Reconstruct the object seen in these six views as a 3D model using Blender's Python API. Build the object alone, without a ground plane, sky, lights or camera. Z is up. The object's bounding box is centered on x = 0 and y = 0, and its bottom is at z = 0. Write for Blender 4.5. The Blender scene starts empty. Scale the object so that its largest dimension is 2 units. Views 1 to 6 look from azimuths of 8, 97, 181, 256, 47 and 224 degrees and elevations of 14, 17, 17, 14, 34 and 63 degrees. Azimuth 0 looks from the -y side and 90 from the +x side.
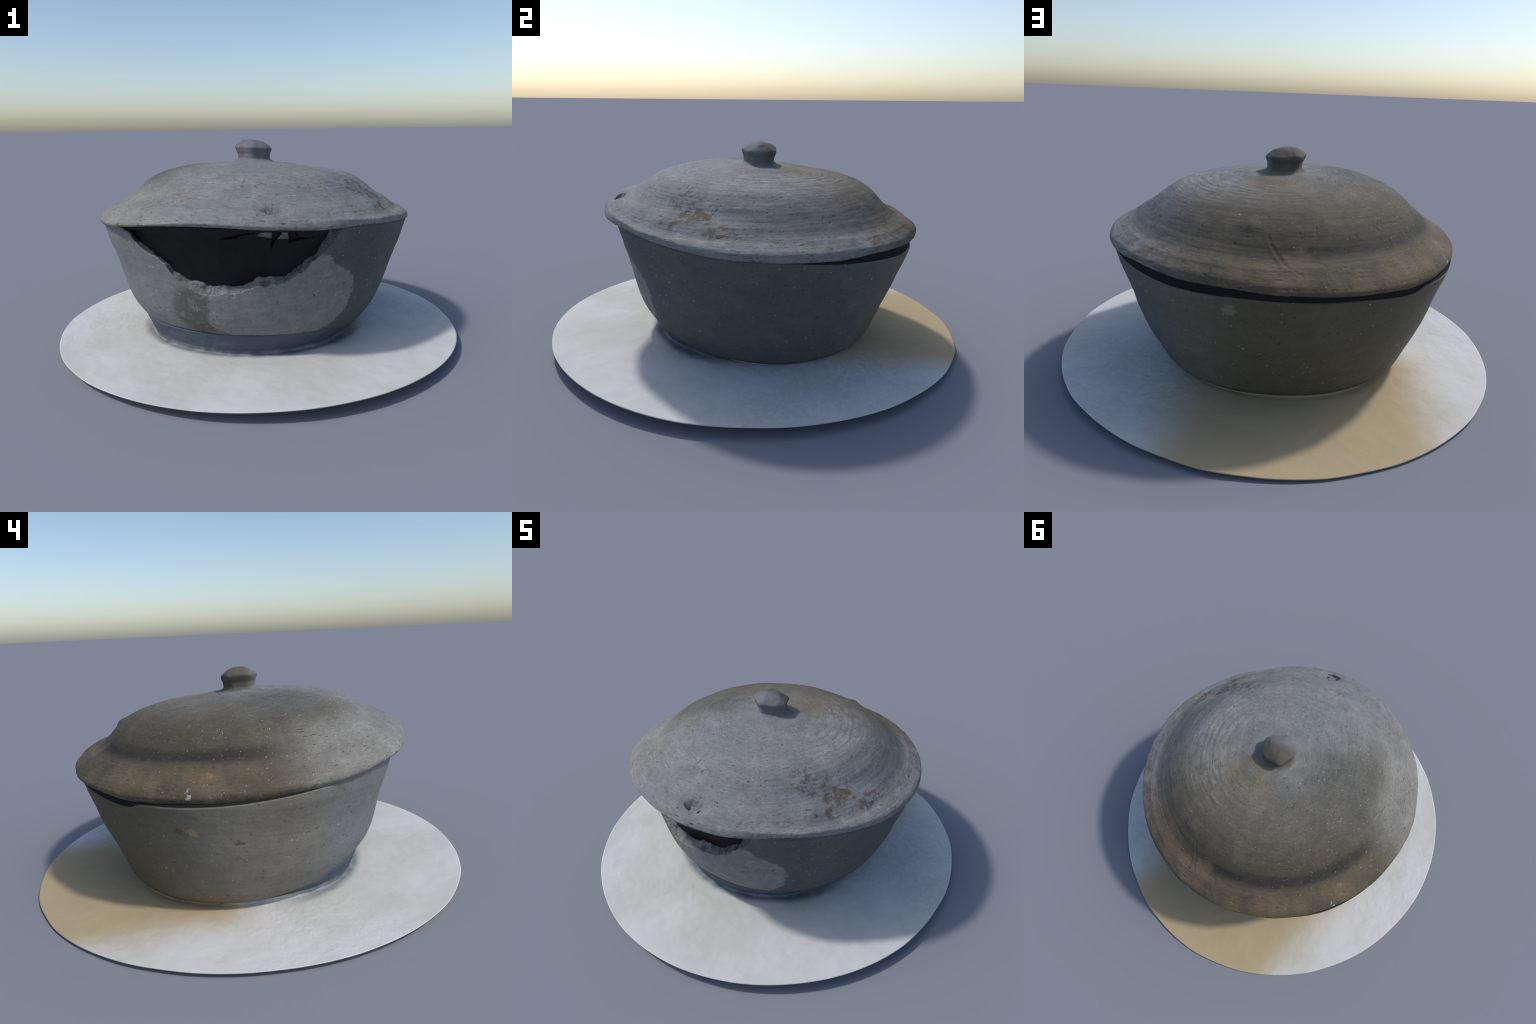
import bpy, math
import numpy as np

rad = np.radians
# ------------------------------------------------------------------ helpers
def vnoise(p, seed=0):
    """smooth value noise in -1..1, p is (...,3)"""
    p = np.asarray(p, float)
    i = np.floor(p).astype(np.int64)
    f = p - i
    u = f * f * f * (f * (f * 6 - 15) + 10)
    def h(a, b, c):
        n = (a * 374761393 + b * 668265263 + c * 2147483647 + seed * 974634777) & 0xffffffff
        n = ((n ^ (n >> 13)) * 1274126177) & 0xffffffff
        n = ((n ^ (n >> 15)) * 2246822519) & 0xffffffff
        return ((n ^ (n >> 16)) & 0xffffff) / float(0x7fffff) - 1.0
    r = 0
    for a in (0, 1):
        for b in (0, 1):
            for c in (0, 1):
                w = (u[..., 0] if a else 1 - u[..., 0]) * (u[..., 1] if b else 1 - u[..., 1]) * (u[..., 2] if c else 1 - u[..., 2])
                r = r + w * h(i[..., 0] + a, i[..., 1] + b, i[..., 2] + c)
    return r

def fbm(p, oct=3, seed=0):
    r, a, p = 0, 1.0, np.asarray(p, float)
    for k in range(oct):
        r = r + a * vnoise(p, seed + k * 7)
        a *= .5
        p = p * 2.03
    return r

def catmull(pts, k=8):
    P = np.array(pts, float)
    Q = np.vstack([2 * P[0] - P[1], P, 2 * P[-1] - P[-2]])
    out = []
    for i in range(1, len(Q) - 2):
        a, b, c, d = Q[i - 1:i + 3]
        for s in np.arange(k) / k:
            out.append(.5 * (2 * b + (c - a) * s + (2 * a - 5 * b + 4 * c - d) * s * s + (3 * b - a - 3 * c + d) * s ** 3))
    out.append(P[-1])
    return np.array(out)

def around(table, th, smooth=3):
    """periodic smooth table {degrees: value} evaluated at angles th (radians)"""
    ks = sorted(table)
    x = np.array([k - 360 for k in ks] + ks + [k + 360 for k in ks], float)
    y = np.array([table[k] for k in ks] * 3, float)
    d = np.degrees(th)
    if not smooth:
        return np.interp(d, x, y)
    r = 0
    offs = np.linspace(-smooth, smooth, 9)
    w = 1 - np.abs(offs) / (smooth * 1.25)
    for o, q in zip(offs, w):
        r = r + q * np.interp((d + o + 180) % 360 - 180, x, y)
    return r / w.sum()

def sstep(a, b, x):
    t = np.clip((x - a) / (b - a), 0, 1)
    return t * t * (3 - 2 * t)

def frame(tx, ty):
    ax = np.array([tx, ty, 1.0]); ax /= np.linalg.norm(ax)
    X = np.array([1., 0, 0]) - ax * ax[0]; X /= np.linalg.norm(X)
    return np.array([X, np.cross(ax, X), ax])

def grid_normals(P):
    du = np.roll(P, -1, 1) - np.roll(P, 1, 1)
    dv = np.gradient(P, axis=0)
    n = np.cross(du, dv)
    return n / (np.linalg.norm(n, axis=-1, keepdims=True) + 1e-12)

def grid_object(name, P, mats, rowmat=None, cap0=False, cap1=False, normals=None, parent=None):
    """closed-ring grid: rows of rings; faces between rows; optional centre caps"""
    m, n, _ = P.shape
    V = P.reshape(-1, 3)
    i = np.arange(m - 1)[:, None] * n
    j = np.arange(n)[None, :]
    k = (j + 1) % n
    F = np.stack([i + j, i + k, i + n + k, i + n + j], -1).reshape(-1, 4)
    loops = F.ravel(); tot = np.full(len(F), 4); mi = np.zeros(len(F), int)
    if rowmat is not None:
        mi = np.asarray(rowmat)
        mi = (np.repeat(mi, n) if mi.ndim == 1 else mi.ravel())
    extra = []
    nv = len(V)
    if cap0:
        V = np.vstack([V, P[0].mean(0)]); c = nv; nv += 1
        extra.append((np.stack([np.full(n, c), k[0], j[0]], -1), mi[0]))
    if cap1:
        V = np.vstack([V, P[-1].mean(0)]); c = nv; nv += 1; o = (m - 1) * n
        extra.append((np.stack([np.full(n, c), o + j[0], o + k[0]], -1), mi[-1]))
    for f, q in extra:
        loops = np.concatenate([loops, f.ravel()]); tot = np.concatenate([tot, np.full(n, 3)]); mi = np.concatenate([mi, np.full(n, q)])
    me = bpy.data.meshes.new(name)
    me.vertices.add(len(V)); me.vertices.foreach_set("co", V.astype(np.float32).ravel())
    me.loops.add(len(loops)); me.loops.foreach_set("vertex_index", loops.astype(np.int32))
    me.polygons.add(len(tot))
    st = np.concatenate([[0], np.cumsum(tot)[:-1]])
    me.polygons.foreach_set("loop_start", st.astype(np.int32))
    me.polygons.foreach_set("loop_total", tot.astype(np.int32))
    for q in mats:
        me.materials.append(q)
    me.polygons.foreach_set("material_index", mi.astype(np.int32))
    me.polygons.foreach_set("use_smooth", np.ones(len(tot), bool))
    me.update(calc_edges=True)
    me.validate()
    if normals is not None:
        me.normals_split_custom_set_from_vertices(normals.reshape(-1, 3).tolist())
    ob = bpy.data.objects.new(name, me)
    bpy.context.collection.objects.link(ob)
    if parent: ob.parent = parent
    return ob

# ------------------------------------------------------------------ node helpers
class G:
    def __init__(s, name):
        s.m = bpy.data.materials.new(name); s.m.use_nodes = True
        s.t = s.m.node_tree; s.t.nodes.clear()
        s.out = s.t.nodes.new("ShaderNodeOutputMaterial")
        s.b = s.t.nodes.new("ShaderNodeBsdfPrincipled")
        s.t.links.new(s.b.outputs[0], s.out.inputs[0])
        s.co = s.t.nodes.new("ShaderNodeTexCoord").outputs["Object"]
    def set(s, inp, v):
        if isinstance(v, bpy.types.NodeSocket): s.t.links.new(v, inp)
        elif isinstance(v, (tuple, list)) and len(v) == 3 and inp.type == 'RGBA': inp.default_value = (*v, 1)
        else: inp.default_value = v
    def math(s, op, a, b=0.0, c=0.0, clamp=False):
        n = s.t.nodes.new("ShaderNodeMath"); n.operation = op; n.use_clamp = clamp
        for q, v in zip(n.inputs, (a, b, c)): s.set(q, v)
        return n.outputs[0]
    def vmath(s, op, a, b=(0, 0, 0), scale=None):
        n = s.t.nodes.new("ShaderNodeVectorMath"); n.operation = op
        s.set(n.inputs[0], a); s.set(n.inputs[1], b)
        if scale is not None: s.set(n.inputs["Scale"], scale)
        return n.outputs["Value"] if op in ('LENGTH', 'DISTANCE', 'DOT_PRODUCT') else n.outputs[0]
    def xyz(s, v):
        n = s.t.nodes.new("ShaderNodeSeparateXYZ"); s.set(n.inputs[0], v); return n.outputs
    def comb(s, x, y, z):
        n = s.t.nodes.new("ShaderNodeCombineXYZ")
        for q, v in zip(n.inputs, (x, y, z)): s.set(q, v)
        return n.outputs[0]
    def noise(s, v, scale, detail=3, rough=.55, dist=0.0, color=False):
        n = s.t.nodes.new("ShaderNodeTexNoise")
        s.set(n.inputs["Vector"], v); n.inputs["Scale"].default_value = scale
        n.inputs["Detail"].default_value = detail; n.inputs["Roughness"].default_value = rough
        n.inputs["Distortion"].default_value = dist
        return n.outputs["Color" if color else "Fac"]
    def voro(s, v, scale, rnd=1.0, out="Distance", feature='F1'):
        n = s.t.nodes.new("ShaderNodeTexVoronoi"); n.feature = feature
        s.set(n.inputs["Vector"], v); n.inputs["Scale"].default_value = scale
        n.inputs["Randomness"].default_value = rnd
        return n.outputs[out]
    def step(s, v, a, b, lo=0.0, hi=1.0):
        n = s.t.nodes.new("ShaderNodeMapRange"); n.interpolation_type = 'SMOOTHSTEP'
        s.set(n.inputs[0], v)
        if a > b: a, b, lo, hi = b, a, hi, lo
        for q, w in zip(n.inputs[1:5], (a, b, lo, hi)): s.set(q, w)
        return n.outputs[0]
    def mix(s, f, a, b, mode='MIX'):
        n = s.t.nodes.new("ShaderNodeMix"); n.data_type = 'RGBA'; n.blend_type = mode
        s.set(n.inputs[0], f)
        c = [q for q in n.inputs if q.type == 'RGBA']
        s.set(c[0], a); s.set(c[1], b)
        return [o for o in n.outputs if o.type == 'RGBA'][0]
    def mul(s, *a):
        r = a[0]
        for q in a[1:]: r = s.math('MULTIPLY', r, q)
        return r
    def warp(s, amount, scale, detail=3):
        c = s.noise(s.co, scale, detail, color=True)
        return s.vmath('ADD', s.co, s.vmath('SCALE', s.vmath('SUBTRACT', c, (.5, .5, .5)), scale=amount))
    def blob(s, v, c, r, soft=.4):
        """1 inside an ellipsoid at c with radii r, smooth edge"""
        d = s.vmath('LENGTH', s.vmath('DIVIDE', s.vmath('SUBTRACT', v, c), r if isinstance(r, tuple) else (r, r, r)))
        return s.step(d, 1 + soft / 2, 1 - soft / 2)
    def bump(s, h, strength, dist):
        n = s.t.nodes.new("ShaderNodeBump"); n.inputs["Strength"].default_value = strength
        n.inputs["Distance"].default_value = dist; s.set(n.inputs["Height"], h)
        return n.outputs[0]
    def spots(s, v, scale, size, keep, seedv=(0, 0, 0), soft=.35):
        """scattered round dots: a fraction keep of the voronoi cells carries a dot"""
        vv = s.vmath('ADD', v, seedv)
        d = s.voro(vv, scale)
        c = s.xyz(s.voro(vv, scale, out="Color"))
        r = s.math('MULTIPLY', c[1], size)
        dot = s.step(s.math('SUBTRACT', d, r), soft * size * .5, -soft * size * .5)
        return s.mul(dot, s.math('LESS_THAN', c[0], keep))

def polar(g, v, cx, cy):
    p = g.xyz(v)
    x = g.math('SUBTRACT', p[0], cx); y = g.math('SUBTRACT', p[1], cy)
    r = g.math('SQRT', g.math('ADD', g.math('MULTIPLY', x, x), g.math('MULTIPLY', y, y)))
    th = g.math('ARCTAN2', y, x)
    return x, y, p[2], r, th

def sector(g, th, a0, a1, soft=12):
    """mask on azimuth degrees a0..a1 (may cross 180)"""
    mid = math.radians((a0 + a1) / 2); half = math.radians((a1 - a0) / 2); s = math.radians(soft)
    d = g.math('SUBTRACT', th, mid)
    d = g.math('ARCCOSINE', g.math('COSINE', d))
    return g.step(d, half + s / 2, half - s / 2)

def band(g, r, a, b, soft):
    return g.mul(g.step(r, a - soft / 2, a + soft / 2), g.step(r, b + soft / 2, b - soft / 2))

GREY = (.192, .199, .204); PALE = (.300, .303, .300); DARK = (.115, .120, .125)
OLIVE = (.150, .132, .092); OCHRE = (.136, .100, .058); RUST = (.102, .074, .047)
SOOT = (.030, .028, .022); WHITE = (.52, .52, .51)

LCX, LCY = -.006, .021     # lid axis foot
BCX, BCY = -.026, .050     # bowl axis foot

def lid_material(name="lid_clay", knob=False):
    g = G(name)
    w = g.warp(.05, 7, 4)
    ws = g.warp(.02, 30, 3)
    x, y, z, r, th = polar(g, w, LCX, LCY)
    x0, y0, z0, r0, th0 = polar(g, g.co, LCX, LCY)
    # throwing streaks: noise stretched round the axis
    inv = g.math('DIVIDE', 1.0, g.math('ADD', r0, .02))
    sv = g.comb(g.mul(x0, inv, 5.0), g.mul(y0, inv, 5.0), g.math('SUBTRACT', g.mul(r0, 62.0), g.mul(z0, 50.0)))
    streak = g.noise(sv, 1.0, 5, .62)
    sv2 = g.comb(g.mul(x0, inv, 26.0), g.mul(y0, inv, 26.0), g.math('SUBTRACT', g.mul(r0, 190.0), g.mul(z0, 150.0)))
    fine = g.noise(sv2, 1.0, 4, .65)
    big = g.noise(g.co, 3.2, 4, .6)
    mott = g.noise(g.co, 22, 5, .65)
    col = g.mix(g.step(big, .35, .65), GREY, (.205, .204, .196))
    # front is cool grey, the far side olive
    olive = g.mul(sector(g, th, 62, 215, 70), g.step(r, .30, .60))
    olive2 = g.mul(sector(g, th, 35, 222, 70), g.step(r, .05, .36, .1, .85))
    col = g.mix(olive2, col, (.126, .108, .078))
    col = g.mix(g.mul(olive, .9), col, (.080, .066, .042))
    # pale worn side towards -x and pale shoulder on +x
    pale = g.mul(sector(g, th, 186, 232, 26), g.step(r, .50, .60))
    col = g.mix(g.mul(pale, .6), col, (.265, .265, .25))
    pale2 = g.mul(sector(g, th, -20, 75, 40), band(g, r, .24, .46, .10), g.step(streak, .40, .62))
    col = g.mix(g.mul(pale2, .38), col, (.285, .278, .262))
    rimpale = g.mul(sector(g, th, -60, 62, 30), g.step(r, .62, .70), g.step(mott, .3, .6))
    col = g.mix(g.mul(rimpale, .5), col, (.255, .25, .235))
    # greenish grey streaky zone on -x shoulder
    grn = g.mul(sector(g, th, 168, 222, 40), band(g, r, .22, .56, .16), g.step(streak, .32, .58))
    col = g.mix(g.mul(grn, .75), col, (.088, .096, .090))
    # dark blotch on the +x flank
    for c, q, k in (((.60, .14, .69), (.05, .10, .05), .6), ((.53, .27, .69), (.07, .09, .06), .45), ((.17, -.61, .73), (.07, .06, .05), .35)):
        col = g.mix(g.mul(g.blob(w, c, q, .9), k), col, (.115, .125, .130))
    # soot line in the valley, back
    wl = g.warp(.022, 22, 4)
    rl = polar(g, wl, LCX, LCY)[3]
    soot = g.mul(sector(g, th, 92, 178, 36), band(g, rl, .592, .640, .035))
    col = g.mix(g.mul(soot, g.step(mott, .2, .6, .55, 1.0)), col, SOOT)
    # ochre rim at the back
    och = g.mul(sector(g, th, 60, 172, 40), g.step(r, .63, .70), g.step(g.noise(g.co, 9, 4), .30, .62))
    col = g.mix(g.mul(och, .75), col, OCHRE)
    red = g.mul(sector(g, th, 35, 150, 40), g.step(g.noise(g.co, 6.5, 3), .52, .66), g.step(r, .45, .6))
    col = g.mix(g.mul(red, .35), col, (.17, .115, .085))
    # ochre stain by the knob
    st = g.mul(g.blob(w, (.02, .19, .82), (.13, .11, .10), .9), g.step(streak, .3, .6))
    col = g.mix(g.mul(st, .75), col, (.185, .145, .085))
    # rust flakes at the front right
    rn = g.noise(ws, 30, 5, .65)
    for c, q, t in (((.45, -.22, .755), (.10, .085, .06), .50), ((.56, -.17, .70), (.045, .060, .05), .44), ((.60, -.235, .668), (.03, .03, .04), .42),
                    ((.575, -.105, .69), (.03, .035, .04), .45), ((.645, -.045, .662), (.035, .07, .04), .47), ((.56, -.315, .677), (.015, .03, .03), .45),
                    ((.03, -.49, .77), (.06, .045, .04), .56)):
        m = g.mul(g.blob(w, c, q, .5), g.step(rn, t - .03, t + .07))
        col = g.mix(g.mul(m, .8), col, RUST)
    # value variation
    blot = g.noise(g.co, 8.5, 5, .68)
    col = g.mix(1.0, col, g.mix(g.step(blot, .30, .70), (.86, .86, .86), (1.08, 1.08, 1.08)), 'MULTIPLY')
    col = g.mix(1.0, col, g.mix(streak, (.84, .84, .84), (1.16, 1.15, 1.14)), 'MULTIPLY')
    col = g.mix(1.0, col, g.mix(fine, (.45, .45, .45), (1.55, 1.55, 1.55)), 'MULTIPLY')
    col = g.mix(1.0, col, g.mix(mott, (.68, .68, .68), (1.32, 1.32, 1.32)), 'MULTIPLY')
    # dark pits, pale grit
    sp = g.comb(g.mul(x0, 1.0), g.mul(y0, 1.0), g.mul(z0, 1.0))
    pv = g.comb(g.mul(x0, inv, 13.0), g.mul(y0, inv, 13.0), g.math('SUBTRACT', g.mul(r0, 55.0), g.mul(z0, 45.0)))
    pv = g.vmath('ADD', pv, g.vmath('SCALE', g.noise(g.co, 40, 2, color=True), scale=.8))
    dash = g.math('MAXIMUM', g.mul(g.spots(pv, 1.0, .28, .20, (3, 8, 2)), g.step(r0, .1, .2)), g.mul(g.spots(pv, 2.0, .34, .30, (7, 1, 4)), g.step(r0, .1, .2)))
    pits = g.math('MAXIMUM', dash, g.spots(ws, 40, .20, .10, (3, 1, 2)))
    pits2 = g.spots(ws, 90, .30, .16, (8, 1, 5))
    pmask = g.math('MAXIMUM', pits, pits2)
    col = g.mix(g.mul(pmask, g.step(big, .25, .7, .45, .8)), col, (.055, .053, .048))
    grit = g.math('MAXIMUM', g.spots(g.co, 45, .13, .07, (1, 4, 2)), g.spots(g.co, 120, .20, .14, (5, 2, 9)))
    gr2 = g.mul(g.spots(g.warp(.012, 60), 120, .27, .18, (2, 7, 3)), sector(g, th0, 140, 320, 40))
    grit = g.math('MAXIMUM', grit, gr2)
    col = g.mix(g.mul(grit, .62), col, WHITE)
    ws = g.warp(.045, 45, 3)
    # white drip, ochre fleck
    dr = g.mul(g.blob(ws, (-.68, .36, .568), (.020, .009, .032), .3), g.step(g.noise(g.co, 60, 2), .42, .52))
    col = g.mix(g.mul(dr, .75), col, (.42, .42, .41))
    col = g.mix(g.mul(g.blob(ws, (-.655, .273, .624), (.02, .022, .02), .6), .7), col, (.22, .16, .09))
    kn = g.step(g.vmath('DISTANCE', g.co, (-.017, .019, .895)), .115, .085)
    kc = g.mix(g.step(g.math('ADD', g.math('SUBTRACT', y0, g.mul(x0, .5)), g.mul(g.math('SUBTRACT', mott, .5), .08)), -.03, .03), (.145, .150, .156), (.102, .089, .070))  # knob base darkened, most at the back, following the scan's baked shading
    kc = g.mix(1.0, kc, g.mix(mott, (.7, .7, .7), (1.3, 1.3, 1.3)), 'MULTIPLY')
    col = g.mix(kn, col, kc)
    g.set(g.b.inputs["Base Color"], col)
    g.b.inputs["Roughness"].default_value = .78
    g.b.inputs["Specular IOR Level"].default_value = .3
    h = g.math('ADD', g.mul(streak, .5), g.math('ADD', g.mul(fine, .5), g.mul(mott, .5)))
    h = g.math('SUBTRACT', h, g.mul(pmask, .9))
    g.set(g.b.inputs["Normal"], g.bump(h, .30, .003))
    return g.m

def bowl_material():
    g = G("bowl_clay")
    w = g.warp(.035, 9, 4)
    ws = g.warp(.018, 34, 3)
    x, y, z, r, th = polar(g, w, BCX, BCY)
    x0, y0, z0, r0, th0 = polar(g, g.co, BCX, BCY)
    big = g.noise(g.co, 3.0, 4, .6)
    mott = g.noise(g.co, 26, 5, .65)
    inv = g.math('DIVIDE', 1.0, g.math('ADD', r0, .02))
    sv = g.comb(g.mul(x0, inv, 6.0), g.mul(y0, inv, 6.0), g.mul(z0, 70.0))
    streak = g.noise(sv, 1.0, 4, .6)
    fine = g.noise(g.co, 130, 3, .6)
    col = g.mix(g.step(big, .35, .65), (.182, .166, .136), (.208, .190, .156))
    # cool dark grey on the +x side, olive brown at the back, grey front left
    cool = sector(g, th, -75, 50, 50)
    col = g.mix(cool, col, (.104, .106, .106))
    back = sector(g, th, 62, 150, 50)
    col = g.mix(g.mul(back, .9), col, (.100, .084, .050))
    left = sector(g, th, 196, 262, 30)
    col = g.mix(g.mul(left, .9), col, (.180, .190, .198))
    low = g.mul(sector(g, th, 110, 175, 30), g.step(z, .16, .05), g.step(big, .4, .6))
    col = g.mix(g.mul(low, .6), col, (.17, .115, .07))
    # dark stain left of the patch, under the break
    stain = g.mul(g.blob(w, (-.185, -.545, .25), (.105, .10, .14), .7), g.step(mott, .30, .52))
    col = g.mix(g.mul(stain, .85), col, (.082, .078, .070))
    stain2 = g.mul(g.blob(w, (-.09, -.52, .16), (.10, .10, .07), .7), g.step(mott, .36, .55))
    col = g.mix(g.mul(stain2, .8), col, (.088, .084, .074))
    wet = g.blob(w, (.47, -.42, .40), (.15, .15, .30), .8)
    col = g.mix(g.mul(wet, .7), col, (.075, .082, .095))
    # the pale fired patch right of the break with a ragged edge
    rag = g.math('ADD', g.mul(g.math('SUBTRACT', g.noise(ws, 30, 4, .6), .5), .16), g.mul(g.math('SUBTRACT', g.noise(g.co, 8, 3), .5), .10))
    thr = g.math('ADD', th0, rag)
    right = g.math('ADD', math.radians(-41), g.mul(g.math('POWER', g.math('DIVIDE', g.math('SUBTRACT', z0, .30), .22), 2.0), -.34))
    leftb = g.math('ADD', math.radians(-98.5), g.mul(g.step(z0, .20, .11), .15))
    inside = g.mul(g.step(g.math('SUBTRACT', right, thr), -.006, .006), g.step(g.math('SUBTRACT', thr, leftb), -.006, .006))
    topz = g.math('ADD', z0, g.mul(rag, .25))
    inside = g.mul(inside, g.step(topz, .515, .508))
    pcol = g.mix(g.step(mott, .3, .7), (.172, .175, .176), (.200, .202, .200))
    col = g.mix(inside, col, pcol)
    col = g.mix(1.0, col, g.mix(streak, (.86, .86, .86), (1.14, 1.14, 1.14)), 'MULTIPLY')
    col = g.mix(1.0, col, g.mix(fine, (.80, .80, .80), (1.20, 1.20, 1.20)), 'MULTIPLY')
    col = g.mix(1.0, col, g.mix(mott, (.70, .70, .70), (1.30, 1.30, 1.30)), 'MULTIPLY')
    wp = g.vmath('MULTIPLY', g.warp(.034, 38, 3), (1, 1, 1.5))
    pits = g.math('MAXIMUM', g.spots(wp, 26, .15, .20, (3, 1, 2)), g.spots(wp, 58, .28, .24, (8, 1, 5)))
    col = g.mix(g.mul(pits, .7), col, (.050, .047, .040))
    blot = g.noise(g.co, 13, 5, .7)
    col = g.mix(g.mul(g.step(blot, .54, .66), .35), col, (.07, .068, .06))
    grit = g.math('MAXIMUM', g.spots(g.co, 40, .20, .10, (1, 4, 2)), g.spots(g.co, 80, .24, .14, (5, 2, 9)))
    gst = g.math('MAXIMUM', sector(g, th0, -130, -96, 14), sector(g, th0, -56, -15, 20))
    grit = g.math('MAXIMUM', grit, g.mul(g.spots(g.co, 62, .26, .22, (2, 7, 3)), gst, g.math('SUBTRACT', 1.0, inside)))
    col = g.mix(g.mul(grit, .6), col, (.42, .42, .41))
    ws = g.warp(.05, 40, 3)
    # few distinct flecks
    for c, q, k in (((-.645, .349, .411), (.016, .018, .022), (.33, .23, .13)), ((-.615, .401, .411), (.02, .02, .010), (.09, .075, .03)),
                    ((-.685, .185, .364), (.02, .024, .008), (.06, .06, .055)), ((.50, .52, .27), (.025, .022, .04), (.40, .28, .15)),
                    ((.15, .745, .45), (.035, .03, .030), (.22, .20, .16)), ((-.02, .72, .33), (.02, .02, .016), (.045, .04, .03))):
        col = g.mix(g.mul(g.blob(ws, c, q, .5), .85), col, k)
    g.set(g.b.inputs["Base Color"], col)
    g.b.inputs["Roughness"].default_value = .75
    g.b.inputs["Specular IOR Level"].default_value = .3
    h = g.math('ADD', g.mul(streak, .4), g.math('ADD', g.mul(fine, .3), g.mul(mott, .6)))
    h = g.math('SUBTRACT', h, g.mul(pits, .9))
    g.set(g.b.inputs["Normal"], g.bump(h, .3, .004))
    return g.m

def break_material():
    g = G("broken_clay_edge")
    n = g.noise(g.co, 30, 5, .7)
    l = g.noise(g.vmath('MULTIPLY', g.warp(.02, 20), (25, 25, 70)), 1.0, 4, .6)
    col = g.mix(g.step(n, .3, .7), (.105, .110, .114), (.200, .202, .20))
    col = g.mix(g.mul(g.step(l, .52, .60), .7), col, (.055, .058, .062))
    x, y, z, r, th = polar(g, g.co, BCX, BCY)
    col = g.mix(g.mul(sector(g, th, -70, -50, 10), .55), col, (.06, .064, .072))
    col = g.mix(g.mul(sector(g, th, -140, -114, 10), .55), col, (.30, .265, .23))
    g.set(g.b.inputs["Base Color"], col); g.b.inputs["Roughness"].default_value = .85
    g.set(g.b.inputs["Normal"], g.bump(g.math('ADD', n, l), .8, .010))
    return g.m

def shade_black_material():
    g = G("clay_painted_shade_black")
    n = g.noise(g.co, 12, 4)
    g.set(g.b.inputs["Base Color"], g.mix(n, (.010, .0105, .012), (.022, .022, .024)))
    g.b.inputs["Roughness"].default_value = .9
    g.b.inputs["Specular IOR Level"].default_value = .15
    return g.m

def paper_material():
    g = G("white_paper")
    w = g.warp(.22, 2.6, 4)
    x, y, z, r, th = polar(g, w, 0, 0)
    x0, y0, z0, r0, th0 = polar(g, g.co, BCX, BCY)
    big = g.noise(g.co, 2.6, 5, .6, .6)
    col = g.mix(g.step(big, .36, .64), (.505, .508, .475), (.575, .572, .568))
    col = g.mix(g.mul(g.step(g.noise(g.co, 6, 4), .5, .7), .35), col, (.46, .468, .43))
    tan = g.mul(g.step(x, -.76, -.48), g.step(x, .52, .22), g.step(y, .02, .30))
    tcol = g.mix(g.noise(g.co, 5, 4), (.40, .315, .190), (.44, .350, .210))
    col = g.mix(tan, col, tcol)
    # grainy cream fringe of the tan part
    fr = g.mul(g.step(x, -.55, -.66), g.step(x, -.95, -.75), g.step(y, -.05, .15), g.step(g.noise(g.co, 40, 4, .7), .40, .62))
    col = g.mix(g.mul(fr, .35), col, (.60, .56, .45))
    fr2 = g.mul(sector(g, th, 0, 62, 30), g.step(g.noise(g.vmath('MULTIPLY', w, (30, 50, 30)), 1.0, 4, .7), .45, .62))
    col = g.mix(g.mul(fr2, .35), col, (.66, .67, .68))
    # white paper raised at the bowl foot, tinted dark blue-grey with its baked shadow
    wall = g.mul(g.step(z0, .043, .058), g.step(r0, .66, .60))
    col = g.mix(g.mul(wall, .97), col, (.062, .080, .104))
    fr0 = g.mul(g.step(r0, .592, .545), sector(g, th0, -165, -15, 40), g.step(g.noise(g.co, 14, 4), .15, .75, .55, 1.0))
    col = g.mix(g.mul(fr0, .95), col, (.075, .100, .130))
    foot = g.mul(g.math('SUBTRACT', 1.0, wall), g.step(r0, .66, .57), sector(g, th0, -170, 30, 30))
    
    grain = g.noise(g.co, 150, 3, .6)
    col = g.mix(1.0, col, g.mix(grain, (.94, .94, .94), (1.06, 1.06, 1.06)), 'MULTIPLY')
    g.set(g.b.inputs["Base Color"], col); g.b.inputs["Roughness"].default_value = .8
    g.b.inputs["Specular IOR Level"].default_value = .2
    rough = g.noise(g.vmath('MULTIPLY', w, (28, 28, 28)), 1.0, 4, .6)
    zone = g.math('ADD', .15, g.math('ADD', sector(g, th, -5, 60, 40), sector(g, th, 165, 205, 30)))
    g.set(g.b.inputs["Normal"], g.bump(g.mul(rough, zone), .45, .008))
    return g.m

LIDM = lid_material(); BOWLM = bowl_material(); BREAKM = break_material(); SHADEBLACKM = shade_black_material(); PAPERM = paper_material()
g_ = G("painted_gap_darkness"); g_.b.inputs["Base Color"].default_value = (.004, .004, .004, 1); g_.b.inputs["Roughness"].default_value = 1.0; g_.b.inputs["Specular IOR Level"].default_value = 0.0  # flat black paints the darkness seen through the torn gaps
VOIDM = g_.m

root = bpy.data.objects.new("lidded_clay_pot", None)
bpy.context.collection.objects.link(root)
root["label"] = "weathered grey clay cooking pot, knobbed lid, broken side, on paper"
root["category"] = "clay pot"

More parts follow.
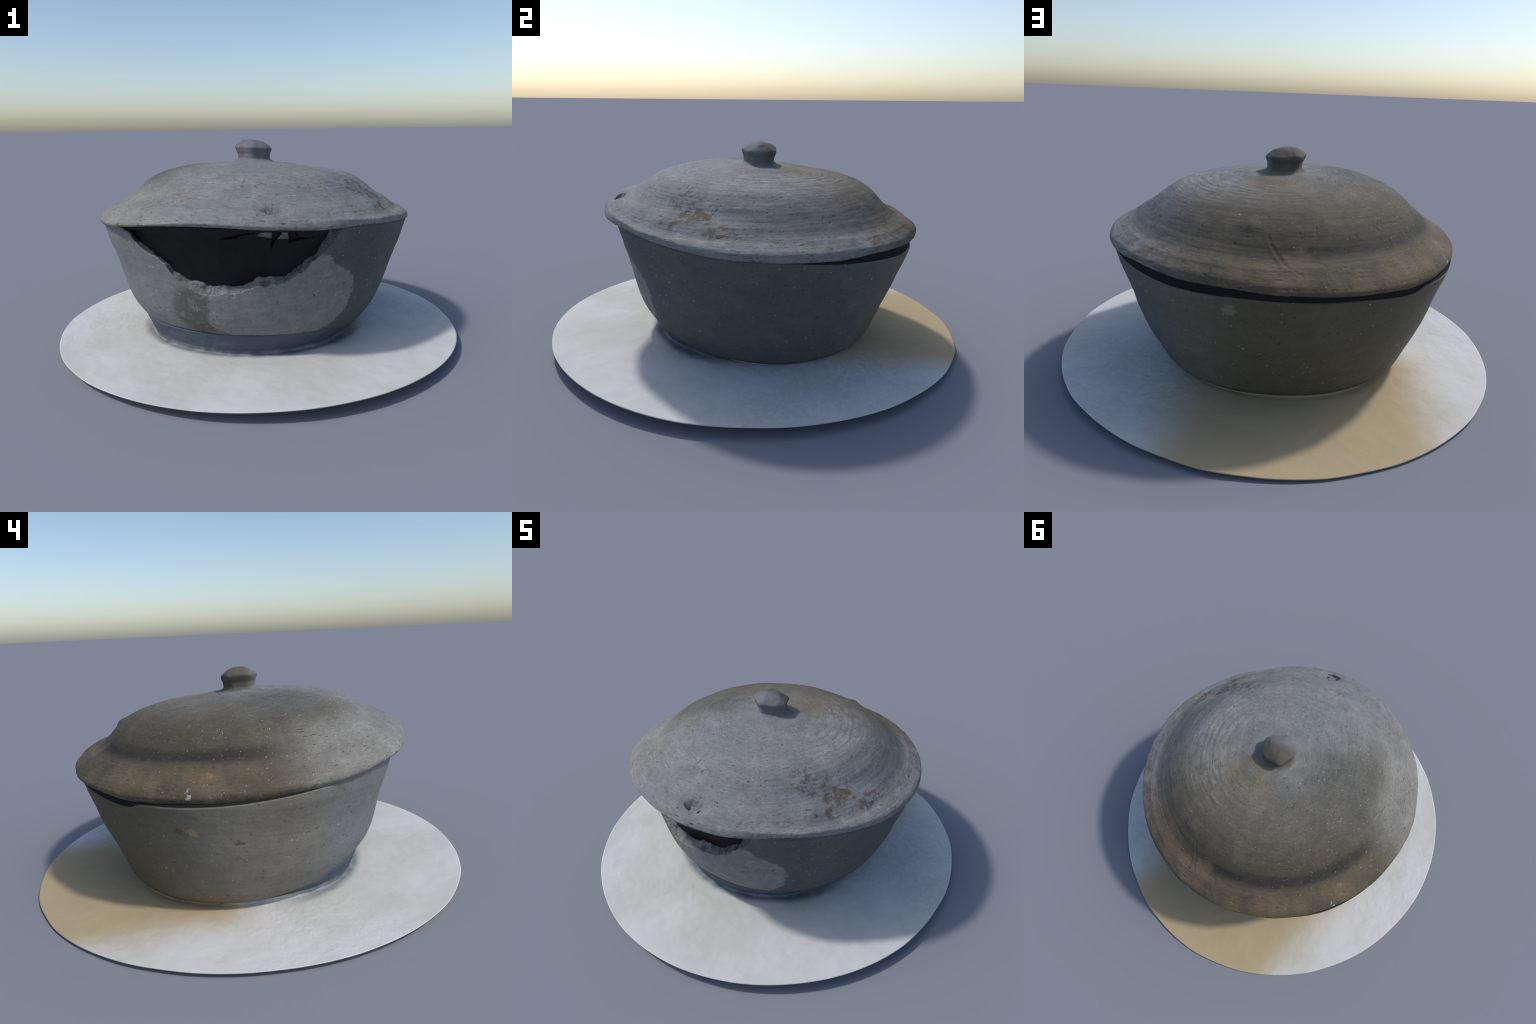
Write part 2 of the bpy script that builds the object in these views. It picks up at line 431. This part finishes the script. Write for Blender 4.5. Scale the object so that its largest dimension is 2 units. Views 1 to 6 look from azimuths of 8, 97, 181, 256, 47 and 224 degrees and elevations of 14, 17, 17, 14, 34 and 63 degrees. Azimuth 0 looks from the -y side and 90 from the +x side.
# ------------------------------------------------------------------ lid + knob
NT = 1080
th = np.linspace(-math.pi, math.pi, NT, endpoint=False)
LC = np.array([-.0057, .0209, .6131]); LM = frame(.0087, .0502)
ell = 1 - .0194 * np.cos(2 * th) + .018 * np.sin(2 * th)
dome = catmull([(.15, .2215), (.195, .2180), (.35, .1955), (.459, .171), (.537, .130), (.604, .0757), (.680, .045), (.722, .0026), (.760, -.030), (.772, -.052), (.765, -.072), (.752, -.092)], 10)
iS = 60     # index where the rim section begins: (.680,.045)
rimR, rimH = dome[iS:, 0], dome[iS:, 1]
low = around({-180: -.078, -165: -.069, -152: -.057, -144: -.052, -115: -.018, -99: -.003, -81: -.010, -64: -.021, -49: -.022, -33: -.028,
              -24: -.031, -10: -.032, 10: -.031, 27: -.027, 45: -.020, 58: -.022, 68: -.024, 81: -.026, 100: -.040, 116: -.052, 133: -.074, 150: -.085, 166: -.084}, th, 6)

beak = around({-180: -.005, -165: -.012, -150: -.018, -125: -.012, -105: .004, -85: .012, -62: -.006, -45: -.024, -25: -.012, 0: .009, 25: .004, 50: -.009, 80: -.008, 120: -.005, 140: -.006, 160: -.002}, th, 8)
lipout = around({-180: .019, -165: .011, -150: 0, 0: 0, 122: 0, 138: .017, 160: .023}, th, 8)
roll = around({-180: .004, -120: .005, -90: .008, -40: .014, -15: .020, 15: .022, 45: .020, 70: .014, 100: .010, 140: .005}, th, 8)

def lid_world(rho, h):
    L = np.stack([rho * ell * np.cos(th), rho * ell * np.sin(th), np.broadcast_to(h, th.shape)], -1)
    return L @ LM + LC

rows = []
# resample the dome densely
def resample(poly, n):
    s = np.concatenate([[0], np.cumsum(np.linalg.norm(np.diff(poly, axis=0), axis=1))])
    q = np.linspace(0, s[-1], n)
    return np.stack([np.interp(q, s, poly[:, 0]), np.interp(q, s, poly[:, 1])], -1)
top = resample(dome[:iS + 1], 170)
for rr, hh in top: rows.append(lid_world(rr, hh))
NR = 40
for t in np.linspace(0, 1, NR + 1)[1:]:
    h = .045 + (low - .045) * t
    R = np.interp(-h, -rimH, rimR)
    R = R + roll * np.exp(-((t - .56) / .24) ** 2) - .012 * np.clip((t - .80) / .20, 0, 1) ** 2 + beak * min(1, t * 1.15) ** 1.4 + lipout * t ** 5
    rows.append(lid_world(R, h))
edgeR = R
for k, (dr, dh) in enumerate(((.005, -.0045), (.012, -.006), (.022, -.003), (.034, .006), (.05, .02))):
    rows.append(lid_world(edgeR - dr, low + dh))
nouter = len(rows)
# under side: follow the dome 45 mm below
under = resample(dome[:iS + 1], 46)[::-1]
for rr, hh in under[2:]:
    f = np.clip((rr - .15) / .5, 0, 1)
    rows.append(lid_world(rr - .02, hh - .045))
lid = np.array(rows)

# knob rings: apex -> neck (own axis), then a flare into the dome
KC = np.array([-.017, .019])
kprof = catmull([(.006, .9425), (.028, .9405), (.050, .933), (.071, .9195), (.0828, .9095), (.0845, .900), (.0795, .888), (.0730, .876), (.0710, .860)], 6)
kp = resample(kprof, 60)
und = around({0: .011, 45: .004, 90: -.003, 135: -.002, 180: 0, -135: .001, -90: .003, -45: .008}, th, 20)
poly = .0038 * np.cos(5 * th + .9) + .0015 * np.cos(3 * th - .6) + .0015 * np.cos(8 * th)
krows = []
for rr, zz in kp:
    w1 = sstep(.90, .862, zz)
    R = rr * (1 + .03 * np.cos(2 * th) * (1 - w1)) + und * w1 + poly * (rr / .08) * (1 - .5 * w1)
    zt = zz - (.07 * np.cos(th) + .03 * np.sin(th)) * rr * (1 - w1)
    krows.append(np.stack([KC[0] + R * np.cos(th), KC[1] + R * np.sin(th), np.broadcast_to(zt, th.shape)], -1))
A = krows[-1]; Bq = lid[0]
for s in np.linspace(0, 1, 30)[1:-1]:
    a = 1 - math.cos(s * math.pi / 2); b = math.sin(s * math.pi / 2)
    a = a ** 1.25
    xy = A[:, :2] + (Bq[:, :2] - A[:, :2]) * a
    zz = A[:, 2] + (Bq[:, 2] - A[:, 2]) * b
    krows.append(np.concatenate([xy, zz[:, None]], -1))
nk = len(krows)
full = np.concatenate([np.array(krows), lid], 0)
nout = nk + nouter
# relief on the outer surface
N = -grid_normals(full)
Pq = full[:nout]
x, y = Pq[..., 0] - LCX, Pq[..., 1] - LCY
r = np.hypot(x, y); az = np.degrees(np.arctan2(y, x))
inv = 1 / (r + .03)
ringv = np.stack([x * inv * 2.2, y * inv * 2.2, r * 30 - Pq[..., 2] * 24], -1)
ringf = np.stack([x * inv * 5, y * inv * 5, r * 85 - Pq[..., 2] * 70], -1)
lm = sstep(.12, .2, r)
d = .0010 * fbm(ringv, 2, 3) * lm + .0006 * fbm(ringf, 2, 5) * lm
d += .0028 * fbm(Pq * 4.5, 2, 9) * lm + .0004 * fbm(Pq * 40, 3, 11)
# stronger throwing grooves on the +x and back shoulder
groove = sstep(.25, .30, r) * sstep(.46, .40, r) * sstep(-40, 0, az) * sstep(170, 120, az)
d += groove * .0008 * np.sin((r + .012 * np.sin(np.radians(az) * 1.0)) * 190 + 1.5 * fbm(ringv * .5, 2, 21))
# chipped, uneven rim
d += sstep(.66, .73, r) * (.0022 * fbm(np.stack([x * 9, y * 9, Pq[..., 2] * 9], -1), 2, 13) + .0006 * fbm(Pq * 60, 2, 14))
# pits
pn = vnoise(Pq * np.array([70, 70, 70.]), 31)
d -= .0018 * sstep(.74, .9, pn) * lm
# small lump on the back flank, hollow on the +x flank
def dist(c): return np.linalg.norm(Pq - np.array(c), axis=-1)
ra = np.radians(az)
vw = around({-180: 0, -150: .002, -110: .002, -80: 0, -30: -.004, 0: -.008, 45: -.008, 70: 0, 90: .006, 112: .004, 130: 0, 150: 0}, ra, 0)
dip = around({-180: .022, -165: .022, -150: .016, -120: .004, -90: -.006, -60: .004, -40: .018, 0: .012, 45: .016, 90: .014, 130: .014, 160: .017}, ra, 0)
d -= dip * np.exp(-((r - .668) / .045) ** 2)
shl = around({-180: .006, -150: 0, -120: 0, 0: 0, 90: 0, 120: .004, 140: .016, 165: .014}, ra, 0)
d += shl * np.exp(-((r - .53) / .06) ** 2)
d -= .012 * sstep(.45, .2, r) * sstep(-30, 40, az) * sstep(165, 120, az) * lm
d += .010 * np.exp(-((r - .32) / .12) ** 2) * around({-180: .6, -150: 1, -110: .9, -70: 0, 0: 0, 120: 0, 160: .2}, ra, 0)
d -= vw * np.exp(-((r - .625) / .055) ** 2)
d += .014 * np.exp(-(dist((.09, .575, .735)) / .028) ** 2)
d -= .004 * np.exp(-(dist((.60, .20, .68)) / .07) ** 2)
# crack at the back: a slanted groove with a raised lip
def seg(a, b):
    a, b = np.array(a), np.array(b); t = np.clip(((Pq - a) @ (b - a)) / ((b - a) @ (b - a)), 0, 1)
    return np.linalg.norm(Pq - (a + t[..., None] * (b - a)), axis=-1)
dp_scale = .2
wob = .004 * fbm(Pq * 40, 2, 41)
for a, b, wd, dp in (((.026, .594, .698), (.011, .626, .669), .007, .006), ((.011, .626, .669), (-.025, .67, .645), .009, .010),
                     ((-.025, .67, .645), (-.051, .711, .625), .008, .008), ((-.051, .711, .625), (-.118, .743, .583), .0035, .004)):
    dp *= dp_scale; wd *= .8
    s_ = np.abs(seg(a, b) + wob)
    d -= dp * np.exp(-(s_ / wd) ** 2)
    d += dp * .5 * np.exp(-((s_ - wd * 2) / wd) ** 2)
# knob dents
km = sstep(.13, .07, np.hypot(Pq[..., 0] - KC[0], Pq[..., 1] - KC[1]))
d += km * (.0026 * fbm(Pq * 24, 2, 51))
full[:nout] += N[:nout] * d[..., None]
# the pierced steam hole near the rim: a steep oval funnel pushed through the wall
hc = np.array([.155, -.628, .697])
tang = np.array([.97, .24, 0]); radl = np.array([.23, -.93, -.27])
q = full - hc
u = q @ tang; v = q @ radl
wv = .22 * fbm(full * 45, 2, 43)
rr = np.sqrt((u / .040) ** 2 + (v / .026) ** 2) + wv
near = (np.linalg.norm(q, axis=-1) < .12)
fun = np.zeros(full.shape[:2])
fun[:nout] = (sstep(1.2, .6, rr)[:nout] * .022 + .5 * sstep(.9, .2, np.sqrt(((np.abs(u) - .026) / .009) ** 2 + (v / .013) ** 2))[:nout] * .05 + .007 * sstep(2.2, 1.0, rr)[:nout]) * near[:nout]
fun[nout:] = (sstep(1.9, .5, rr)[nout:] * .055) * near[nout:]
full -= np.array([-.05, .10, 1.0]) * fun[..., None]

nrm = -grid_normals(full)
mi = np.zeros((len(full) - 1, NT), int); mi[nout - 1:] = 1
mi[nout - 1:][np.linalg.norm(q[nout - 1:-1] * np.array([1, 1, .3]), axis=-1) < .075] = 0
mi = mi[:, ::-1]
# faces of grid_object run (row,theta)->; orient outward
def flip(P): return P[:, ::-1]
knob = grid_object("knob", flip(full[:nk + 1]), [LIDM], cap0=True, parent=root,
                   normals=np.vstack([flip(nrm[:nk + 1]).reshape(-1, 3), [[0, 0, 1]]]))
lido = grid_object("lid", flip(full[nk:]), [LIDM, SHADEBLACKM], rowmat=mi[nk:], cap1=True, parent=root,
                   normals=np.vstack([flip(nrm[nk:]).reshape(-1, 3), [[0, 0, -1]]]))

# ------------------------------------------------------------------ bowl
BC = np.array([-.0316, .0476, .03]); BM = frame(.0196, .0103)
bell = 1 + .017 * np.cos(2 * th) - .0016 * np.sin(2 * th)
wallp = catmull([(.492, -.004), (.526, .026), (.553, .06), (.608, .15), (.647, .25), (.677, .35), (.713, .45), (.7265, .50), (.738, .55), (.748, .60), (.758, .66)], 8)
def Rb(h): return np.interp(h, wallp[:, 1], wallp[:, 0])
fuller = around({-180: .002, -165: .004, -150: .004, -125: .008, -90: .010, -55: .006, -30: .002, 0: 0, 45: -.002, 66: -.010, 90: -.014, 110: -.014, 135: -.010, 150: -.004, 165: -.002}, th, 8)
upper = around({-180: .002, -160: .003, -140: .006, -125: -.004, -110: -.013, -90: -.014, -70: -.013, -60: -.011, -45: -.010, -20: -.010, 0: -.002, 25: -.005, 40: 0, 55: .006, 80: -.008, 110: -.012, 125: -.008, 140: -.001, 150: .001, 165: .002}, th, 8)
footr = around({-160: -.004, -140: -.014, -90: -.016, -40: -.014, -10: -.002, 20: .012, 45: .016, 60: .017, 80: .015, 110: .016, 140: .026, 165: .014, 180: .004, -180: .004}, th, 8)
def bowl_world(R, h):
    h = np.broadcast_to(h, th.shape)
    R = np.broadcast_to(R, th.shape) + fuller * np.exp(-((h - .18) / .09) ** 2) + upper * np.exp(-((h - .47) / .12) ** 2) + footr * np.exp(-((h - .02) / .065) ** 2)
    L = np.stack([R * bell * np.cos(th), R * bell * np.sin(th), np.broadcast_to(h, th.shape)], -1)
    return L @ BM + BC
# lid edge height in bowl coordinates, per azimuth
LE = lid_world(edgeR, low)
leaz = np.arctan2(LE[:, 1] - BC[1], LE[:, 0] - BC[0])
o = np.argsort(leaz)
lez = np.interp(th, leaz[o], LE[o, 2], period=2 * math.pi)
tilt = .0196 * np.cos(th) * .73 + .0103 * np.sin(th) * .73
lidh = lez - .03 + tilt
gapt = around({-180: .003, -140: .003, -60: .001, -10: .001, 0: .002, 8: .004, 18: .010, 33: .026, 43: .034, 57: .041, 73: .040, 96: .034, 112: .029, 129: .030, 135: .026, 138: .006, 142: .003}, th, 1.5)
hrim = lidh - gapt
ledge = np.hypot(LE[:, 0] - BC[0] - .012, LE[:, 1] - BC[1] - .006)
ledge = np.interp(th, leaz[o], ledge[o], period=2 * math.pi) / bell
gapw = sstep(.006, .015, gapt)
backw = around({-180: 1, -165: 1, -145: 0, 110: 0, 125: 1}, th, 4)
# the break: outer and inner contour heights
deg = np.degrees(th)
oc_a = [-136, -133.6, -129, -126.5, -123.7, -118.1, -114.6, -111.9, -108.9, -105.2, -102.3, -97.1, -91.6, -85.6, -81.1, -77, -72.2, -68.4, -64.7, -62, -59.4, -55.5, -54, -52]
oc_h = [.62, .56, .527, .500, .470, .450, .420, .370, .334, .313, .296, .305, .306, .328, .344, .351, .350, .373, .404, .446, .478, .520, .57, .62]
ic_a = [-136, -132, -128.4, -123.6, -120.5, -117.9, -114.5, -111.1, -107.2, -102.7, -97.8, -92.1, -87.9, -82.5, -79.3, -74.9, -70, -66.5, -64.3, -62.4, -59.7, -58.2, -56.8, -55.5]
ic_h = [.62, .516, .489, .471, .440, .429, .400, .373, .351, .334, .330, .333, .340, .363, .376, .376, .368, .391, .422, .460, .484, .525, .553, .62]
jag = .006 * fbm(np.stack([deg * .35, deg * 0, deg * 0], -1), 3, 61)
oh = np.interp(deg, oc_a, oc_h, left=9, right=9) + jag
ih = np.interp(deg, ic_a, ic_h, left=9, right=9) + .5 * jag
isopen = np.minimum(oh, ih) < hrim
opn = sstep(.0, .012, hrim - np.minimum(oh, ih))
ho = np.minimum(hrim, oh)
hneck = np.where(isopen, np.minimum(ih, lidh), lidh + .010)
hi = np.where(isopen, np.minimum(ih, lidh), lidh + .012)

rows = []; kind = []
def add(P, k): rows.append(P); kind.append(k)
for R in np.linspace(.05, .48, 5): add(bowl_world(R, -.012), 0)
for t in np.linspace(0, 1, 150):
    h = -.004 + (ho + .004) * t
    w = sstep(.30, .0, hrim - h) * (1 - gapw) * (1 - backw)
    R = Rb(h); R = R + w * (np.minimum(R + upper, ledge - .004) - upper - R)
    add(bowl_world(R - .012 * max(0, (t - .985) / .015) ** 2 * .4, h), 0)
Ro = Rb(ho)
wl = sstep(.30, .0, hrim - ho) * (1 - gapw) * (1 - backw)
Ro = Ro + wl * (np.minimum(Ro + upper, ledge - .004) - upper - Ro)
Ri = Rb(hi) - .05
n1 = (Ro - .004 - .002 * gapw, ho + .001); n2 = (np.minimum(Ro + .02, ledge - .008), hneck)
def lp(a, b, t): return (a[0] + (b[0] - a[0]) * t, a[1] + (b[1] - a[1]) * t)
p0 = (Ro - .005, ho); p3 = (Ri, hi)
g1 = tuple(np.where(isopen, a, b) for a, b in zip(lp(p0, p3, .4), n1))
g2 = tuple(np.where(isopen, a, b) for a, b in zip(lp(p0, p3, .7), n2))
bs = len(rows)
for a, b, n in ((p0, g1, 9), (g1, g2, 8), (g2, p3, 8)):
    for t in np.linspace(0, 1, n + 1)[1:]:
        c = lp(a, b, t); add(bowl_world(*c), 1)
be = len(rows)
for t in np.linspace(0, 1, 40)[1:]:
    h = hi + (.07 - hi) * t
    add(bowl_world(Rb(h) - .05 - .04 * t ** 6, h), 2)
for R in (.40, .25, .08): add(bowl_world(R, .055), 2)
bowl = np.array(rows)
# relief
Nb = grid_normals(bowl)
d = .0030 * fbm(bowl * 4.0, 2, 71) + .0003 * fbm(bowl * 45, 2, 72)
xx, yy = bowl[..., 0] - BCX, bowl[..., 1] - BCY
rr = np.hypot(xx, yy) + .01
d += .0005 * fbm(np.stack([xx / rr * 2.5, yy / rr * 2.5, bowl[..., 2] * 38], -1), 2, 73)
d -= .0020 * sstep(.80, .93, vnoise(bowl * 60, 74))
d *= (np.arange(len(bowl)) < bs)[:, None]
fr = np.zeros(len(bowl)); fr[bs - 1:be + 3] = np.clip(np.minimum(np.arange(be + 4 - bs), np.arange(be + 4 - bs)[::-1]) / 3., 0, 1)
d += fr[:, None] * opn[None] * (.009 * fbm(bowl * np.array([9, 9, 26.]), 3, 75) + .0025 * fbm(bowl * np.array([40, 40, 90.]), 2, 76) + .002)
bowl += Nb * d[..., None]
bmi = np.zeros((len(bowl) - 1, NT), int)
kk = np.array(kind)
for i in range(len(bowl) - 1):
    if kk[i + 1] == 1: bmi[i] = np.where(isopen, 1, 2)  # slot 2 blackens the flush seam under the lid, drawing the gap's shadow
    elif kk[i + 1] == 2: bmi[i] = 2
bmi[bs - 1:bs + 2][:, ~isopen] = 0
fused = (~isopen) & (deg > -60) & (deg < -6)
bmi[bs - 1:be][:, fused] = 0
grid_object("bowl", bowl, [BOWLM, BREAKM, SHADEBLACKM], rowmat=bmi, cap0=True, cap1=True, parent=root)

# shallow surface close behind the break, coloured near-black for the unlit hollow
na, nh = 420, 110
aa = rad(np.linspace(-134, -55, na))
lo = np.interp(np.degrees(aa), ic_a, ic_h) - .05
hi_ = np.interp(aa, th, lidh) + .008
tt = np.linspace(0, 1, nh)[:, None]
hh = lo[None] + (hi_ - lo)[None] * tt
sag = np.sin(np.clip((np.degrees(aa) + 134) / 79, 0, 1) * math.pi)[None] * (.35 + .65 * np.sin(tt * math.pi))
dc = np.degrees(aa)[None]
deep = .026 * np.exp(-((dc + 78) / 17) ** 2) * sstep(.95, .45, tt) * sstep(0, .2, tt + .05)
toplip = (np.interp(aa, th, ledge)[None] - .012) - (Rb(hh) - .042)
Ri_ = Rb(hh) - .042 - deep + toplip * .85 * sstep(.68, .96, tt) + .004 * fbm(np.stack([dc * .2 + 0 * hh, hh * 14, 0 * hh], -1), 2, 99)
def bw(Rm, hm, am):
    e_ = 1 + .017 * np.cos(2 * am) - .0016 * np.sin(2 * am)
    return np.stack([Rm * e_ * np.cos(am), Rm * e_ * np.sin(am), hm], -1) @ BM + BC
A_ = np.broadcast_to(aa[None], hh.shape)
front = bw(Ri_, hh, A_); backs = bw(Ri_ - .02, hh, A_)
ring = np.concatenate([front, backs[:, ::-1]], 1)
# torn gaps high under the lid, and a pale fragment of the rim between them
def inside_poly(X, Y, P):
    r_ = np.zeros(X.shape, bool)
    for (x1, y1), (x2, y2) in zip(P, P[1:] + P[:1]):
        c_ = (y1 > Y) != (y2 > Y)
        r_ ^= c_ & (X < (x2 - x1) * (Y - y1) / (y2 - y1 + 1e-12) + x1)
    return r_
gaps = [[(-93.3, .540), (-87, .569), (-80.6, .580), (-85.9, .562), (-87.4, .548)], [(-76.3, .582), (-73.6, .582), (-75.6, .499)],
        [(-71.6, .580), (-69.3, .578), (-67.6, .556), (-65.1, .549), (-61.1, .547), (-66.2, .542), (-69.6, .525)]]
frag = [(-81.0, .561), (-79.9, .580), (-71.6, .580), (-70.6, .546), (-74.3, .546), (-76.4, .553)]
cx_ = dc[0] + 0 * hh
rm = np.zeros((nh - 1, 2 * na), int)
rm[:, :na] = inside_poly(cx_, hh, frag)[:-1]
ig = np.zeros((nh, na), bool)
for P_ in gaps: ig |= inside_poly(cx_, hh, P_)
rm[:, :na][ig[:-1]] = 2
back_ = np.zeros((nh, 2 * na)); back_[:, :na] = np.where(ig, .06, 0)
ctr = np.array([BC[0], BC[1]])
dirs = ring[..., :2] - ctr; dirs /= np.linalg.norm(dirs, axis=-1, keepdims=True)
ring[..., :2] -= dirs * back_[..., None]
iw = grid_object("inner_wall", ring, [SHADEBLACKM, BREAKM, VOIDM], rowmat=rm, cap0=True, cap1=True, parent=root)

# ------------------------------------------------------------------ sheet of paper under the pot
edge_z = around({-180: .020, -160: .023, -140: .027, -120: .034, -100: .042, -80: .051, -60: .054, -30: .049, 0: .042, 25: .040, 45: .036, 60: .028, 80: .017, 100: .0075, 122: .0060, 140: .015, 160: .017}, th, 10)
edge_r = .999 + .004 * fbm(np.stack([np.cos(th) * 6, np.sin(th) * 6, th * 0], -1), 2, 81)
# cut with scissors: short straight facets
nf = 46
fa = np.linspace(-math.pi, math.pi, nf + 1)
edge_r = np.interp(th, fa, np.interp(fa, th, edge_r))
hs = around({-180: .010, -168: .022, -150: .070, -138: .092, -120: .090, -100: .096, -80: .102, -60: .104, -42: .098, -28: .075, -15: .040, 5: .012, 30: .006, 90: .005, 150: .005}, th, 8)
rc = around({-180: .486, -150: .522, -130: .530, -95: .532, -80: .534, -60: .530, -40: .524, -20: .500, 10: .496, 40: .500, 60: .496, 95: .490, 133: .498, 160: .494}, th, 8)
ctrz = .022
def paper_z(X, Y):
    a = np.arctan2(Y, X); rr = np.hypot(X, Y)
    e = np.interp(a, th, edge_z, period=2 * math.pi)
    return ctrz + (e - ctrz) * np.clip(rr, 0, 1.2)
rows = []
cs, sn = np.cos(th), np.sin(th)
top_in = bowl_world(Rb(hs) - .015, hs)
top_at = bowl_world(Rb(hs) + .003, hs)
foot = np.stack([BC[0] + (rc + .004) * cs, BC[1] + (rc + .004) * sn], -1)
fz = paper_z(foot[:, 0], foot[:, 1])
rows.append(top_in); rows.append(top_at)
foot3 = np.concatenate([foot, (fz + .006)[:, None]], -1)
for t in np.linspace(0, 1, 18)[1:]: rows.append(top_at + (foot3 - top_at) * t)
fl = np.stack([BC[0] + (rc + .016) * cs, BC[1] + (rc + .016) * sn], -1)
fl3 = np.concatenate([fl, paper_z(fl[:, 0], fl[:, 1])[:, None]], -1)
for s in np.linspace(0, 1, 9)[1:]:
    a = 1 - math.cos(s * math.pi / 2); b = math.sin(s * math.pi / 2)
    rows.append(np.concatenate([foot3[:, :2] + (fl3[:, :2] - foot3[:, :2]) * a, (foot3[:, 2] + (fl3[:, 2] - foot3[:, 2]) * b)[:, None]], -1))
ed = np.stack([.980 * edge_r * cs, edge_r * sn], -1)
for t in np.linspace(0, 1, 90)[1:]:
    xy = fl + (ed - fl) * t
    rows.append(np.concatenate([xy, paper_z(xy[:, 0], xy[:, 1])[:, None]], -1))
topn = len(rows)
sheet = np.array(rows)
bmp = .0022 * fbm(sheet * 5, 3, 91) + .0008 * fbm(sheet * 26, 3, 92)
fade = np.ones(topn); fade[:2] = 0; fade[-12:] = np.linspace(1, .2, 12)
sheet[..., 2] += bmp * fade[:, None]
wallrow = np.zeros(topn); wallrow[3:20] = 1
out = sheet - np.array([BC[0], BC[1], 0]); out[..., 2] = 0; out /= np.linalg.norm(out, axis=-1, keepdims=True)
sheet += out * (wallrow[:, None] * (.004 * fbm(sheet * 14, 3, 93)))[..., None]
lastr = sheet[-1].copy(); lastr[:, 2] -= .0035
under = [sheet[-1] * np.array([.9995, .9995, 1]) - np.array([0, 0, .001]), lastr * np.array([.999, .999, 1])]
for f in (.8, .6, .3, .03):
    xy = lastr[:, :2] * f
    under.append(np.concatenate([xy, (paper_z(xy[:, 0], xy[:, 1]) - .0045)[:, None]], -1))
sheet = np.concatenate([sheet, np.array(under)], 0)
zmin = sheet[..., 2].min()
sheet[..., 2] -= zmin if zmin < 0 else 0
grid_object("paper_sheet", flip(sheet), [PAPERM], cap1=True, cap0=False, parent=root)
print("zmin", zmin, "verts", sum(len(o.data.vertices) for o in bpy.data.objects if o.type == 'MESH'))
# sub-parts sit under the part they belong to (all origins coincide)
knob.parent = lido
iw.parent = bpy.data.objects["bowl"]
